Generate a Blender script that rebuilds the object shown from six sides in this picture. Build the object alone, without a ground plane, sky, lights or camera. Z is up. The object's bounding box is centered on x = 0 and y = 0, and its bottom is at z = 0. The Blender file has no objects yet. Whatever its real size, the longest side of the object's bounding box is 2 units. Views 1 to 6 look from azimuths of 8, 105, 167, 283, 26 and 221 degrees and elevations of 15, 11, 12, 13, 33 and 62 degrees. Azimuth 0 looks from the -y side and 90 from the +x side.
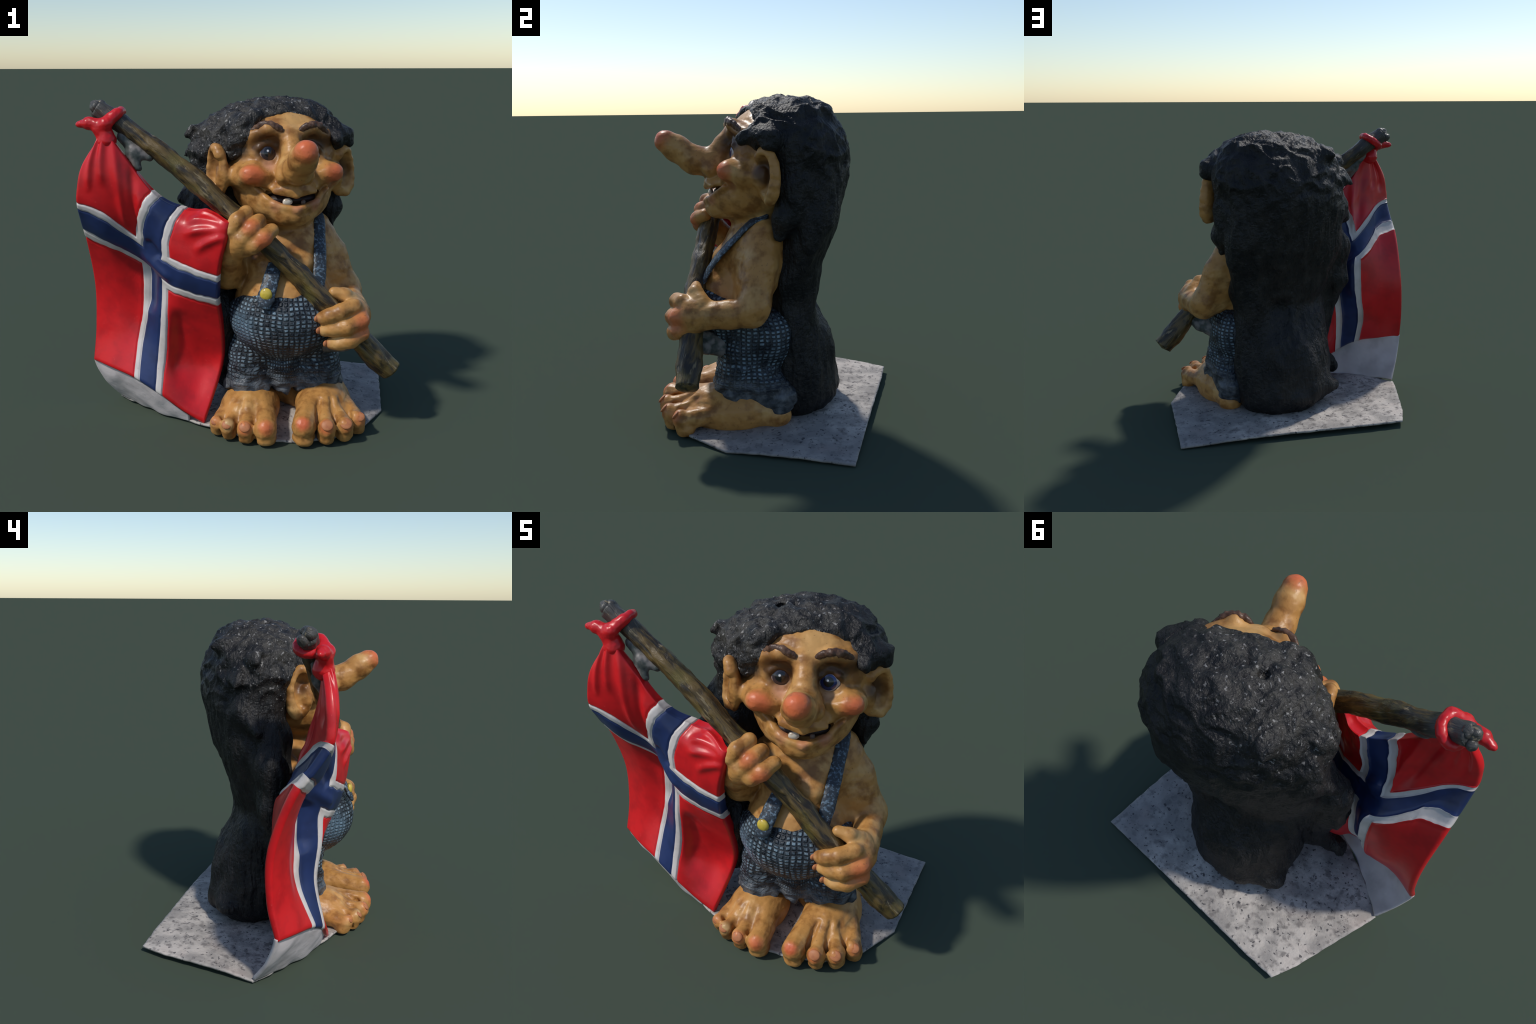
"""A painted troll figurine: black haired, long nosed, in bib trousers, barefoot,
gripping a rough wooden pole with a red flag knotted to it, on a thin stone patch.

The organic parts are smooth blends of ellipsoids and tapered limbs sampled on a
regular lattice and skinned; the flag is a lofted sheet; pole and straps are sweeps."""
import bpy, math
import numpy as np

# ------------------------------------------------------------------ noise
_rng = np.random.default_rng(7)
_PERM = np.concatenate([_rng.permutation(256)] * 3)
_GRAD = _rng.normal(size=(256, 3)); _GRAD /= np.linalg.norm(_GRAD, axis=1)[:, None]


def noise(p, scale=1.0):
    """gradient noise, about -0.7..0.7, for an (n,3) array"""
    q = np.asarray(p, float) * scale + 100.0
    i = np.floor(q).astype(int); f = q - i
    w = f * f * f * (f * (f * 6 - 15) + 10)
    i &= 255
    out = 0.0
    for dx in (0, 1):
        for dy in (0, 1):
            for dz in (0, 1):
                h = _PERM[_PERM[_PERM[(i[:, 0] + dx) & 255] + ((i[:, 1] + dy) & 255)] + ((i[:, 2] + dz) & 255)]
                g = _GRAD[h & 255]
                v = (g * (f - (dx, dy, dz))).sum(1)
                wx = w[:, 0] if dx else 1 - w[:, 0]
                wy = w[:, 1] if dy else 1 - w[:, 1]
                wz = w[:, 2] if dz else 1 - w[:, 2]
                out = out + v * wx * wy * wz
    return out


def fractal(p, scale, octaves=3, gain=0.5):
    s, a = 0.0, 1.0
    for o in range(octaves):
        s = s + a * noise(p, scale * 2 ** o + 0.13 * o); a *= gain
    return s


def sstep(a, b, x):
    t = np.clip((x - a) / (b - a), 0, 1)
    return t * t * (3 - 2 * t)


# ------------------------------------------------------------------ lattice field
class Field:
    """Signed distance on a lattice; parts blend in smoothly and leave a label."""

    def __init__(self, lo, hi, h):
        self.lo, self.h = np.array(lo, float), h
        self.n = np.ceil((np.array(hi) - self.lo) / h).astype(int) + 1
        self.d = np.full(self.n, 0.5, np.float32)
        self.best = np.full(self.n, 9.0, np.float32)
        self.lab = np.zeros(self.n, np.int16)

    def window(self, lo, hi):
        a = np.clip(np.floor((np.array(lo) - self.lo) / self.h).astype(int), 0, self.n)
        b = np.clip(np.ceil((np.array(hi) - self.lo) / self.h).astype(int) + 1, 0, self.n)
        sl = tuple(slice(i, j) for i, j in zip(a, b))
        ax = [(self.lo[k] + self.h * np.arange(a[k], b[k])).astype(np.float32) for k in range(3)]
        return sl, np.meshgrid(*ax, indexing="ij")

    def _blend(self, sl, e, k, lab):
        d = self.d[sl]
        if k > 0:
            t = np.clip(0.5 + 0.5 * (d - e) / k, 0, 1)
            self.d[sl] = d + (e - d) * t - k * t * (1 - t)
        else:
            self.d[sl] = np.minimum(d, e)
        near = e < self.best[sl]
        self.best[sl] = np.where(near, e, self.best[sl])
        self.lab[sl] = np.where(near, lab, self.lab[sl])

    def _cut(self, sl, e, k):
        d, e = self.d[sl], -e
        if k > 0:
            t = np.clip(0.5 - 0.5 * (d - e) / k, 0, 1)
            self.d[sl] = d + (e - d) * t + k * t * (1 - t)
        else:
            self.d[sl] = np.maximum(d, e)

    def ball(self, c, r, axes=None, k=0.03, lab=0, cut=False):
        """ellipsoid with centre c, radii r, optional rows of axes"""
        c, r = np.array(c, float), np.broadcast_to(np.array(r, float), (3,))
        A = np.eye(3) if axes is None else np.array(axes, float)
        half = np.sqrt(((A * r[:, None]) ** 2).sum(0)) + k + 0.03
        sl, (X, Y, Z) = self.window(c - half, c + half)
        P = [(X - c[0]) * a[0] + (Y - c[1]) * a[1] + (Z - c[2]) * a[2] for a in A]
        k0 = np.sqrt(sum((p / s) ** 2 for p, s in zip(P, r))) + 1e-9
        k1 = np.sqrt(sum((p / s ** 2) ** 2 for p, s in zip(P, r))) + 1e-9
        e = (k0 * (k0 - 1) / k1).astype(np.float32)
        self._cut(sl, e, k) if cut else self._blend(sl, e, k, lab)

    def limb(self, pts, k=0.03, lab=0, cut=False):
        """chain of tapered capsules through (x, y, z, radius)"""
        pts = np.array(pts, float)
        for a, b in zip(pts[:-1], pts[1:]):
            m = max(a[3], b[3]) + k + 0.03
            sl, (X, Y, Z) = self.window(np.minimum(a, b)[:3] - m, np.maximum(a, b)[:3] + m)
            v = b[:3] - a[:3]
            t = ((X - a[0]) * v[0] + (Y - a[1]) * v[1] + (Z - a[2]) * v[2]) / (v @ v)
            t = np.clip(t, 0, 1)
            q = np.sqrt((X - a[0] - t * v[0]) ** 2 + (Y - a[1] - t * v[1]) ** 2 + (Z - a[2] - t * v[2]) ** 2)
            e = (q - a[3] - (b[3] - a[3]) * t).astype(np.float32)
            if cut:
                self._cut(sl, e, k)
            else:
                self._blend(sl, e, k if a is pts[0] else max(k, 0.02), lab)

    def stack(self, sections, k=0.05, lab=0):
        """loft of upright ellipses: rows of (z, cx, cy, half x, half y, turn in degrees), rising z"""
        s = np.array(sections, float)
        lo = (min(s[:, 1] - s[:, 3]) - 0.1, min(s[:, 2] - s[:, 4]) - 0.1, s[0, 0] - 0.1)
        hi = (max(s[:, 1] + s[:, 3]) + 0.1, max(s[:, 2] + s[:, 4]) + 0.1, s[-1, 0] + 0.1)
        sl, (X, Y, Z) = self.window(lo, hi)
        z = Z[0, 0]
        cx, cy, rx, ry, yaw = (spline(s[:, 0], s[:, i], z)[None, None, :].astype(np.float32) for i in (1, 2, 3, 4, 5))
        yaw = np.radians(yaw)
        rx, ry = np.maximum(rx, 0.01), np.maximum(ry, 0.01)
        # the ellipse is turned with the head but keeps the given half extents
        c, q = np.cos(yaw) ** 2, np.sin(yaw) ** 2
        a2 = np.maximum((rx ** 2 * c - ry ** 2 * q) / (c * c - q * q), 1e-4)
        b2 = np.maximum((ry ** 2 * c - rx ** 2 * q) / (c * c - q * q), 1e-4)
        rx, ry = np.sqrt(a2), np.sqrt(b2)
        px = (X - cx) * np.cos(yaw) + (Y - cy) * np.sin(yaw)
        py = (Y - cy) * np.cos(yaw) - (X - cx) * np.sin(yaw)
        k0 = np.sqrt((px / rx) ** 2 + (py / ry) ** 2) + 1e-6
        k1 = np.sqrt((px / rx ** 2) ** 2 + (py / ry ** 2) ** 2) + 1e-6
        e = k0 * (k0 - 1) / k1
        e = np.maximum(e, np.maximum(s[0, 0] - Z, Z - s[-1, 0])).astype(np.float32)
        self._blend(sl, e, k, lab)

    def clip(self, fn):
        """keep only where fn(x, y, z) <= 0"""
        sl, (X, Y, Z) = self.window(self.lo, self.lo + self.h * self.n)
        self.d = np.maximum(self.d, fn(X, Y, Z).astype(np.float32))

    def skin(self):
        """surface nets: vertices, quads, vertex labels"""
        d = self.d.copy()
        for ax in range(3):
            for end in (0, -1):
                i = [slice(None)] * 3; i[ax] = end
                d[tuple(i)] = np.maximum(d[tuple(i)], 0.001)
        neg = d < 0
        n = np.array(d.shape)
        corners = [(i, j, k) for i in (0, 1) for j in (0, 1) for k in (0, 1)]
        part = lambda a, c: a[c[0]:n[0] - 1 + c[0], c[1]:n[1] - 1 + c[1], c[2]:n[2] - 1 + c[2]]
        cnt = sum(part(neg, c).astype(np.int8) for c in corners)
        cell = np.argwhere((cnt > 0) & (cnt < 8))
        vid = np.full(n - 1, -1, np.int64)
        vid[tuple(cell.T)] = np.arange(len(cell))
        val = {c: d[tuple((cell + c).T)] for c in corners}
        acc, num = np.zeros((len(cell), 3)), np.zeros(len(cell))
        for c in corners:
            for ax in range(3):
                if c[ax] == 0:
                    e = list(c); e[ax] = 1; e = tuple(e)
                    a, b = val[c], val[e]
                    hit = (a < 0) != (b < 0)
                    t = np.where(hit, a / np.where(hit, a - b, 1), 0)
                    p = np.array(c, float)[None] + np.eye(3)[ax] * t[:, None]
                    acc += np.where(hit[:, None], p, 0); num += hit
        v = self.lo + self.h * (cell + acc / num[:, None])
        faces = []
        for ax in range(3):
            a = [slice(None)] * 3; b = [slice(None)] * 3
            a[ax] = slice(0, -1); b[ax] = slice(1, None)
            na, nb = neg[tuple(a)], neg[tuple(b)]
            u, w = (ax + 1) % 3, (ax + 2) % 3
            e = np.argwhere(na != nb)
            e = e[(e[:, u] > 0) & (e[:, w] > 0) & (e[:, u] < n[u] - 1) & (e[:, w] < n[w] - 1)]
            inside = na[tuple(e.T)]
            q = []
            for du, dw in ((1, 1), (0, 1), (0, 0), (1, 0)):
                o = e.copy(); o[:, u] -= du; o[:, w] -= dw
                q.append(vid[tuple(o.T)])
            q = np.stack(q, 1)
            faces.append(np.where(inside[:, None], q, q[:, ::-1]))
        f = np.concatenate(faces)
        f = f[(f >= 0).all(1)]
        near = np.clip(np.rint((v - self.lo) / self.h).astype(int), 0, n - 1)
        return v, f, self.lab[tuple(near.T)]


def spline(xs, ys, x):
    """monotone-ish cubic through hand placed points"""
    xs, ys = np.asarray(xs, float), np.asarray(ys, float)
    m = np.gradient(ys, xs)
    i = np.clip(np.searchsorted(xs, x) - 1, 0, len(xs) - 2)
    h = xs[i + 1] - xs[i]
    t = np.clip((x - xs[i]) / h, 0, 1)
    return ((2 * t ** 3 - 3 * t ** 2 + 1) * ys[i] + (t ** 3 - 2 * t ** 2 + t) * h * m[i]
            + (-2 * t ** 3 + 3 * t ** 2) * ys[i + 1] + (t ** 3 - t ** 2) * h * m[i + 1])


def vertex_normals(v, f):
    n = np.zeros_like(v)
    fn = np.cross(v[f[:, 2]] - v[f[:, 0]], v[f[:, 3 % f.shape[1]]] - v[f[:, 1]]) if f.shape[1] == 4 else np.cross(v[f[:, 1]] - v[f[:, 0]], v[f[:, 2]] - v[f[:, 0]])
    for c in range(f.shape[1]):
        np.add.at(n, f[:, c], fn)
    return n / (np.linalg.norm(n, axis=1)[:, None] + 1e-12)


def relax(v, f, rounds=2, w=0.5):
    e = np.concatenate([f[:, [i, (i + 1) % f.shape[1]]] for i in range(f.shape[1])])
    for _ in range(rounds):
        s, c = np.zeros_like(v), np.zeros(len(v))
        np.add.at(s, e[:, 0], v[e[:, 1]]); np.add.at(s, e[:, 1], v[e[:, 0]])
        np.add.at(c, e[:, 0], 1); np.add.at(c, e[:, 1], 1)
        v = v * (1 - w) + w * s / np.maximum(c, 1)[:, None]
    return v


# ------------------------------------------------------------------ scene helpers
ROOT = bpy.data.objects.new("troll_figurine", None)
bpy.context.scene.collection.objects.link(ROOT)
ROOT["label"] = "painted troll figurine with long nose holding a red flag"
ROOT["category"] = "troll figurine"


def add_mesh(name, v, f, mat, parent=ROOT, normals=None, smooth=True):
    me = bpy.data.meshes.new(name)
    v, f = np.asarray(v, float), f
    me.from_pydata(v.tolist(), [], f.tolist() if isinstance(f, np.ndarray) else f)
    me.update()
    me.polygons.foreach_set("use_smooth", [smooth] * len(me.polygons))
    if normals is not None:
        me.normals_split_custom_set_from_vertices(normals.tolist())
    o = bpy.data.objects.new(name, me)
    bpy.context.scene.collection.objects.link(o)
    o.parent = parent
    if mat:
        me.materials.append(mat)
    return o


def split(v, f, lab, names, mats, parents=None):
    """cut one skinned surface into labelled parts that share border vertices and normals"""
    nor = vertex_normals(v, f)
    fl = np.sort(lab[f], axis=1)[:, 1]
    made = {}
    for i, name in names.items():
        ff = f[fl == i]
        if not len(ff):
            continue
        used, inv = np.unique(ff, return_inverse=True)
        made[i] = add_mesh(name, v[used], inv.reshape(ff.shape), mats[i], (parents or {}).get(i, ROOT), nor[used])
    return made


def sweep(pts, radii, seg=24, flat=1.0, up=(0, 0, 1), steps=10, bump=None, cap=True):
    """tube along a smooth path; flat squashes it along 'up'; bump(P, N, along, angle) moves it"""
    pts, radii = np.array(pts, float), np.array(radii, float)
    s = np.concatenate([[0], np.cumsum(np.linalg.norm(np.diff(pts, axis=0), axis=1))])
    x = np.linspace(0, s[-1], steps)
    c = np.stack([spline(s, pts[:, i], x) for i in range(3)], 1)
    r = spline(s, radii, x)
    t = np.gradient(c, axis=0); t /= np.linalg.norm(t, axis=1)[:, None]
    upv = np.array(up, float)
    if upv.ndim == 1:
        upv = np.repeat(upv[None], steps, 0)
    b = upv - (upv * t).sum(1)[:, None] * t
    b /= np.linalg.norm(b, axis=1)[:, None]
    side = np.cross(t, b)
    a = np.arange(seg) * math.tau / seg
    N = side[:, None] * np.cos(a)[None, :, None] + b[:, None] * np.sin(a)[None, :, None]
    P = c[:, None] + r[:, None, None] * (side[:, None] * np.cos(a)[None, :, None] + flat * b[:, None] * np.sin(a)[None, :, None])
    if bump is not None:
        P = P + N * bump(P.reshape(-1, 3), np.repeat(x / s[-1], seg), np.tile(a, steps)).reshape(steps, seg, 1)
    v = P.reshape(-1, 3)
    f = [[i * seg + j, i * seg + (j + 1) % seg, (i + 1) * seg + (j + 1) % seg, (i + 1) * seg + j] for i in range(steps - 1) for j in range(seg)]
    if cap:
        v = np.vstack([v, c[0] - t[0] * r[0] * 0.25, c[-1] + t[-1] * r[-1] * 0.25])
        m = len(v)
        f += [[(j + 1) % seg, j, m - 2] for j in range(seg)]
        o = (steps - 1) * seg
        f += [[o + j, o + (j + 1) % seg, m - 1] for j in range(seg)]
    return v, f


# ------------------------------------------------------------------ materials
class Mat:
    """small wrapper that wires shader nodes on Object coordinates"""

    def __init__(self, name, rough=0.5, spec=0.4, coat=0.0):
        self.m = bpy.data.materials.new(name); self.m.use_nodes = True
        self.t = self.m.node_tree; self.b = self.t.nodes["Principled BSDF"]
        self.b.inputs["Roughness"].default_value = rough
        self.b.inputs["Specular IOR Level"].default_value = spec
        self.b.inputs["Coat Weight"].default_value = coat
        self.b.inputs["Coat Roughness"].default_value = 0.25
        self.co = self.t.nodes.new("ShaderNodeTexCoord").outputs["Object"]

    def node(self, kind, **kw):
        n = self.t.nodes.new(kind)
        for k, v in kw.items():
            setattr(n, k, v)
        return n

    def put(self, sock, v):
        if isinstance(v, bpy.types.NodeSocket):
            self.t.links.new(v, sock)
        else:
            sock.default_value = v

    def math(self, op, a, b=0.0, clamp=False):
        n = self.node("ShaderNodeMath", operation=op, use_clamp=clamp)
        self.put(n.inputs[0], a); self.put(n.inputs[1], b)
        return n.outputs[0]

    def scaled(self, s):
        n = self.node("ShaderNodeMapping"); self.put(n.inputs["Vector"], self.co)
        n.inputs["Scale"].default_value = s
        return n.outputs[0]

    def noise(self, scale, detail=3, co=None, rough=0.55, distort=0.0):
        n = self.node("ShaderNodeTexNoise")
        self.put(n.inputs["Vector"], co or self.co)
        n.inputs["Scale"].default_value = scale; n.inputs["Detail"].default_value = detail
        n.inputs["Roughness"].default_value = rough; n.inputs["Distortion"].default_value = distort
        return n.outputs["Fac"]

    def ramp(self, x, a, b, lo=0.0, hi=1.0):
        n = self.node("ShaderNodeMapRange", interpolation_type="SMOOTHSTEP")
        self.put(n.inputs[0], x)
        for i, v in zip((1, 2, 3, 4), (a, b, lo, hi)):
            n.inputs[i].default_value = v
        return n.outputs[0]

    def spot(self, c, r0, r1, stretch=(1, 1, 1), wob=0.0):
        """1 within r0 of point c, 0 beyond r1"""
        n = self.node("ShaderNodeVectorMath", operation="SUBTRACT")
        self.put(n.inputs[0], self.co); n.inputs[1].default_value = c
        q = self.node("ShaderNodeVectorMath", operation="MULTIPLY")
        self.put(q.inputs[0], n.outputs[0]); q.inputs[1].default_value = stretch
        l = self.node("ShaderNodeVectorMath", operation="LENGTH"); self.put(l.inputs[0], q.outputs[0])
        d = l.outputs["Value"]
        if wob:
            d = self.math("ADD", d, self.math("MULTIPLY", self.math("SUBTRACT", self.noise(22, 2), 0.5), wob))
        return self.ramp(d, r0, r1, 1.0, 0.0)

    def mix(self, f, a, b):
        n = self.node("ShaderNodeMix", data_type="RGBA")
        self.put(n.inputs[0], f)
        for s, v in ((n.inputs[6], a), (n.inputs[7], b)):
            self.put(s, v if isinstance(v, bpy.types.NodeSocket) else (*v, 1))
        return n.outputs[2]

    def bump(self, h, strength=0.3, dist=0.01):
        n = self.node("ShaderNodeBump"); n.inputs["Strength"].default_value = strength
        n.inputs["Distance"].default_value = dist
        self.put(n.inputs["Height"], h); self.put(self.b.inputs["Normal"], n.outputs[0])

    def done(self, col, rough=None):
        self.put(self.b.inputs["Base Color"], col if isinstance(col, bpy.types.NodeSocket) else (*col, 1))
        if rough is not None:
            self.put(self.b.inputs["Roughness"], rough)
        return self.m


# face frame: f towards the nose, r towards the troll's left, z up
FO, FF, FR = np.array((0.24, 0.0)), np.array((0.36, -0.933)), np.array((0.933, 0.36))


def face(f, r, z, *rad):
    p = FO + f * FF + r * FR
    return (p[0], p[1], z) + tuple(rad)


AX_FACE = ((0.36, -0.933, 0), (0.933, 0.36, 0), (0, 0, 1))

TAN, TAN_DEEP, TAN_PALE = (0.47, 0.228, 0.064), (0.26, 0.110, 0.028), (0.60, 0.345, 0.125)
ROSE, ROSE_DEEP = (0.62, 0.135, 0.05), (0.58, 0.08, 0.035)


def skin_material(name, spots):
    """tan paint with darker wash and rosy spots: rows of (centre, inner, outer, colour, strength)"""
    m = Mat(name, rough=0.40, spec=0.35)
    c = m.mix(m.ramp(m.noise(11, 5), 0.44, 0.66), TAN, TAN_DEEP)
    c = m.mix(m.ramp(m.noise(6, 3, m.scaled((1, 1.3, 1.1))), 0.5, 0.75), c, TAN_PALE)
    for ctr, r0, r1, colour, power in spots:
        c = m.mix(m.math("MULTIPLY", m.spot(ctr, r0, r1, wob=r1 * 0.5), power), c, colour)
    c = m.mix(m.ramp(m.noise(60, 2), 0.66, 0.74, 0, 0.5), c, (0.16, 0.08, 0.03))
    m.bump(m.noise(35, 4), 0.25, 0.008)
    return m.done(c)


BROWN = (0.050, 0.021, 0.009)
head_spots = [
    (face(0.64, -0.04, 1.76), 0.03, 0.12, ROSE, 0.95),
    (face(0.30, 0.255, 1.56), 0.03, 0.11, ROSE, 0.9),
    (face(0.30, -0.265, 1.575), 0.03, 0.11, ROSE, 0.85),
    (face(0.20, 0.115, 1.725), 0.06, 0.125, BROWN, 0.9),
    (face(0.12, -0.30, 1.71), 0.03, 0.11, (0.045, 0.033, 0.026), 0.85),
    (face(0.18, -0.150, 1.735), 0.06, 0.13, BROWN, 0.9),
    (face(0.36, -0.015, 1.378), 0.015, 0.045, (0.55, 0.22, 0.13), 0.6),
    (face(0.14, 0.205, 1.745), 0.03, 0.085, BROWN, 0.8), (face(0.13, 0.20, 1.67), 0.01, 0.06, BROWN, 0.6),
    (face(0.31, 0.185, 1.495), 0.012, 0.05, (0.16, 0.035, 0.015), 0.8), (face(0.24, 0.25, 1.478), 0.015, 0.06, (0.22, 0.045, 0.02), 0.7),  # cheek creases, both sides: crease shade put into the colour
    (face(0.31, -0.215, 1.495), 0.012, 0.05, (0.12, 0.035, 0.015), 0.8), (face(0.24, -0.28, 1.478), 0.012, 0.05, (0.12, 0.04, 0.018), 0.7),
    (face(0.33, 0.10, 1.395), 0.015, 0.06, (0.55, 0.22, 0.13), 0.6),
    (face(0.31, -0.12, 1.395), 0.015, 0.06, (0.55, 0.22, 0.13), 0.6),
    (face(0.24, 0.115, 1.60), 0.0, 0.05, (0.60, 0.36, 0.22), 0.6),
    (face(0.22, -0.145, 1.605), 0.0, 0.07, (0.58, 0.30, 0.20), 0.7),
    (face(0.15, 0.04, 1.86), 0.05, 0.13, TAN_PALE, 0.7),
    ((-0.125, -0.215, 1.60), 0.02, 0.07, (0.10, 0.04, 0.016), 0.85),  # ear hollows, both ears: their shade painted as dark spots
    ((0.585, 0.09, 1.56), 0.045, 0.095, (0.08, 0.033, 0.013), 0.9),
]
SKIN_HEAD = skin_material("head_skin_paint", head_spots)
hand_spots = [
    ((0.775, -0.43, 0.72), 0.03, 0.13, ROSE, 0.7), ((0.50, -0.46, 0.755), 0.0, 0.04, (0.45, 0.17, 0.09), 0.7),
    ((0.50, -0.45, 0.68), 0.0, 0.04, (0.45, 0.17, 0.09), 0.7), ((0.55, -0.44, 0.60), 0.0, 0.04, (0.45, 0.17, 0.09), 0.7),
    ((0.11, -0.49, 1.30), 0.02, 0.075, ROSE, 0.6), ((0.19, -0.50, 1.22), 0.02, 0.08, ROSE, 0.75),
    ((0.24, -0.32, 0.86), 0.05, 0.16, TAN_PALE, 0.5),
]
SKIN_BODY = skin_material("body_skin_paint", hand_spots)


# ------------------------------------------------------------------ head, torso, arms
HEAD, NOSE, EARL, EARR, TORSO, ARML, HANDL, ARMR, HANDR = range(1, 10)
S = Field((-0.36, -0.72, 0.50), (0.86, 0.42, 2.00), 0.0065)
S.ball(face(0.0, -0.01, 1.66), (0.24, 0.335, 0.272), AX_FACE, 0.03, HEAD)
S.ball(face(0.03, -0.01, 1.47), (0.245, 0.312, 0.22), AX_FACE, 0.06, HEAD)
S.ball(face(0.13, -0.012, 1.405), (0.235, 0.25, 0.165), AX_FACE, 0.06, HEAD)
S.ball(face(0.30, -0.015, 1.325), (0.07, 0.11, 0.06), AX_FACE, 0.05, HEAD)
for sgn, off in ((1, 0.0), (-1, -0.028)):
    R = lambda r: sgn * r + off
    # cheek pad with its apple, flatter on the troll's right
    S.limb([face(0.195, R(0.08), 1.595, 0.045), face(0.215, R(0.17), 1.560, 0.066), face(0.165, R(0.250), 1.540, 0.070)], 0.05, HEAD)
    S.ball(face(0.252 if sgn > 0 else 0.242, R(0.238), 1.568), (0.056, 0.062, 0.055), AX_FACE, 0.04, HEAD)
    # brow shelf, then the socket under it
    S.limb([face(0.195, R(0.03), 1.785, 0.035), face(0.20, R(0.12), 1.82, 0.036), face(0.13, R(0.22), 1.77, 0.045)], 0.03, HEAD)
    S.ball(face(0.285, R(0.115), 1.690), (0.110, 0.096, 0.100), AX_FACE, 0.03, cut=True)
    S.limb([face(0.375, R(0.115), 1.540, 0.022), face(0.325, R(0.190), 1.490, 0.034), face(0.245, R(0.260), 1.472, 0.034)], 0.02, cut=True)
# upper lip pad and nose
S.ball(face(0.28, -0.015, 1.485), (0.095, 0.13, 0.045), AX_FACE, 0.03, HEAD)
S.limb([face(0.20, -0.012, 1.79, 0.045), face(0.255, -0.015, 1.70, 0.055), face(0.30, -0.02, 1.61, 0.09)], 0.04, NOSE)
S.limb([face(0.29, -0.02, 1.595, 0.092), face(0.43, -0.028, 1.615, 0.082), face(0.535, -0.034, 1.685, 0.077), face(0.597, -0.038, 1.728, 0.068)], 0.03, NOSE)
for r in (0.055, -0.095):
    S.ball(face(0.335, r, 1.565), (0.05, 0.042, 0.045), AX_FACE, 0.025, NOSE)
# smiling mouth: slot, then lips
smile = [(0.235, -0.220, 1.490), (0.315, -0.135, 1.438), (0.365, -0.015, 1.412), (0.335, 0.105, 1.438), (0.265, 0.195, 1.485)]
S.limb([face(f, r, z, w) for (f, r, z), w in zip(smile, (0.020, 0.032, 0.036, 0.032, 0.020))], 0.010, cut=True)
S.limb([face(f - 0.05, r * 0.9, z, w) for (f, r, z), w in zip(smile, (0.014, 0.026, 0.032, 0.026, 0.014))], 0.010, cut=True)
S.limb([face(f - 0.002, r, z - 0.040 * w, 0.016) for (f, r, z), w in zip(smile, (0.3, 0.9, 1, 0.9, 0.3))], 0.015, HEAD)
S.limb([face(f - 0.004, r, z + 0.044 * w, 0.012) for (f, r, z), w in zip(smile[1:4], (0.8, 1, 0.8))], 0.02, HEAD)
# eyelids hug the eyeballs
for (f0, r0, z0), up_el, lo_el in (((0.150, 0.112, 1.662), 62, -48), ((0.133, -0.145, 1.676), 58, -42)):
    for el0, rr in ((up_el, 0.014), (lo_el, 0.013)):
        arc = []
        for azd in (-66, -44, -16, 14, 42, 64):
            el = math.radians(el0 * math.cos(math.radians(azd * 1.35))); a = math.radians(azd)
            arc.append(face(f0 + 0.080 * math.cos(el) * math.cos(a), r0 + 0.080 * math.cos(el) * math.sin(a), z0 + 0.080 * math.sin(el), rr))
        S.limb(arc, 0.012, HEAD)
# ears: dished plates with a rolled rim
for lab, c, u, nrm in ((EARR, (-0.125, -0.205, 1.565), (0.61, -0.79, 0), (-0.79, -0.61, 0)), (EARL, (0.590, 0.110, 1.54), (0.60, 0.80, 0), (0.80, -0.60, 0))):
    c, u, nrm = map(np.array, (c, u, nrm))
    S.ball(c, (0.095, 0.16, 0.042), (u, (0, 0, 1), nrm), 0.03, lab)
    out = -1 if lab == EARR else 1
    rim = [c + nrm * 0.02 + out * u * 0.075 * math.sin(a) + np.array((0, 0, 0.142 * math.cos(a))) for a in np.linspace(-0.7, 2.7, 9)]
    S.limb([(*p, 0.026 + 0.008 * math.cos(i * 0.8)) for i, p in enumerate(rim)], 0.015, lab)
    S.ball(c + nrm * 0.040 + np.array((0, 0, 0.012)), (0.056, 0.108, 0.058), (u, (0, 0, 1), nrm), 0.015, cut=True)
    S.limb([(*(c + nrm * 0.012 - out * u * 0.03 + (0, 0, 0.03)), 0.018), (*(c + nrm * 0.018 - out * u * 0.045 + (0, 0, -0.05)), 0.024)], 0.02, lab)
S.limb([(-0.085, -0.165, 1.545, 0.055), (0.0, -0.10, 1.55, 0.10)], 0.04, HEAD)
S.limb([(-0.070, -0.215, 1.545, 0.050), (0.045, -0.195, 1.55, 0.085)], 0.04, HEAD)
S.limb([(0.545, 0.055, 1.53, 0.055), (0.47, 0.05, 1.53, 0.10)], 0.04, HEAD)
# torso
S.ball((0.26, -0.02, 1.02), (0.285, 0.25, 0.28), None, 0.05, TORSO)
S.ball((0.265, -0.17, 0.74), (0.305, 0.30, 0.30), None, 0.06, TORSO)
S.limb([(0.26, -0.02, 1.12, 0.17), face(0.05, 0, 1.33, 0.15)], 0.05, TORSO)
for x in (0.16, 0.36):
    S.ball((x, -0.22, 1.02), (0.10, 0.09, 0.08), None, 0.05, TORSO)
S.limb([(0.44, 0.02, 1.12, 0.12), (0.52, 0.01, 0.92, 0.11), (0.55, -0.01, 0.80, 0.10)], 0.05, TORSO)
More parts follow.
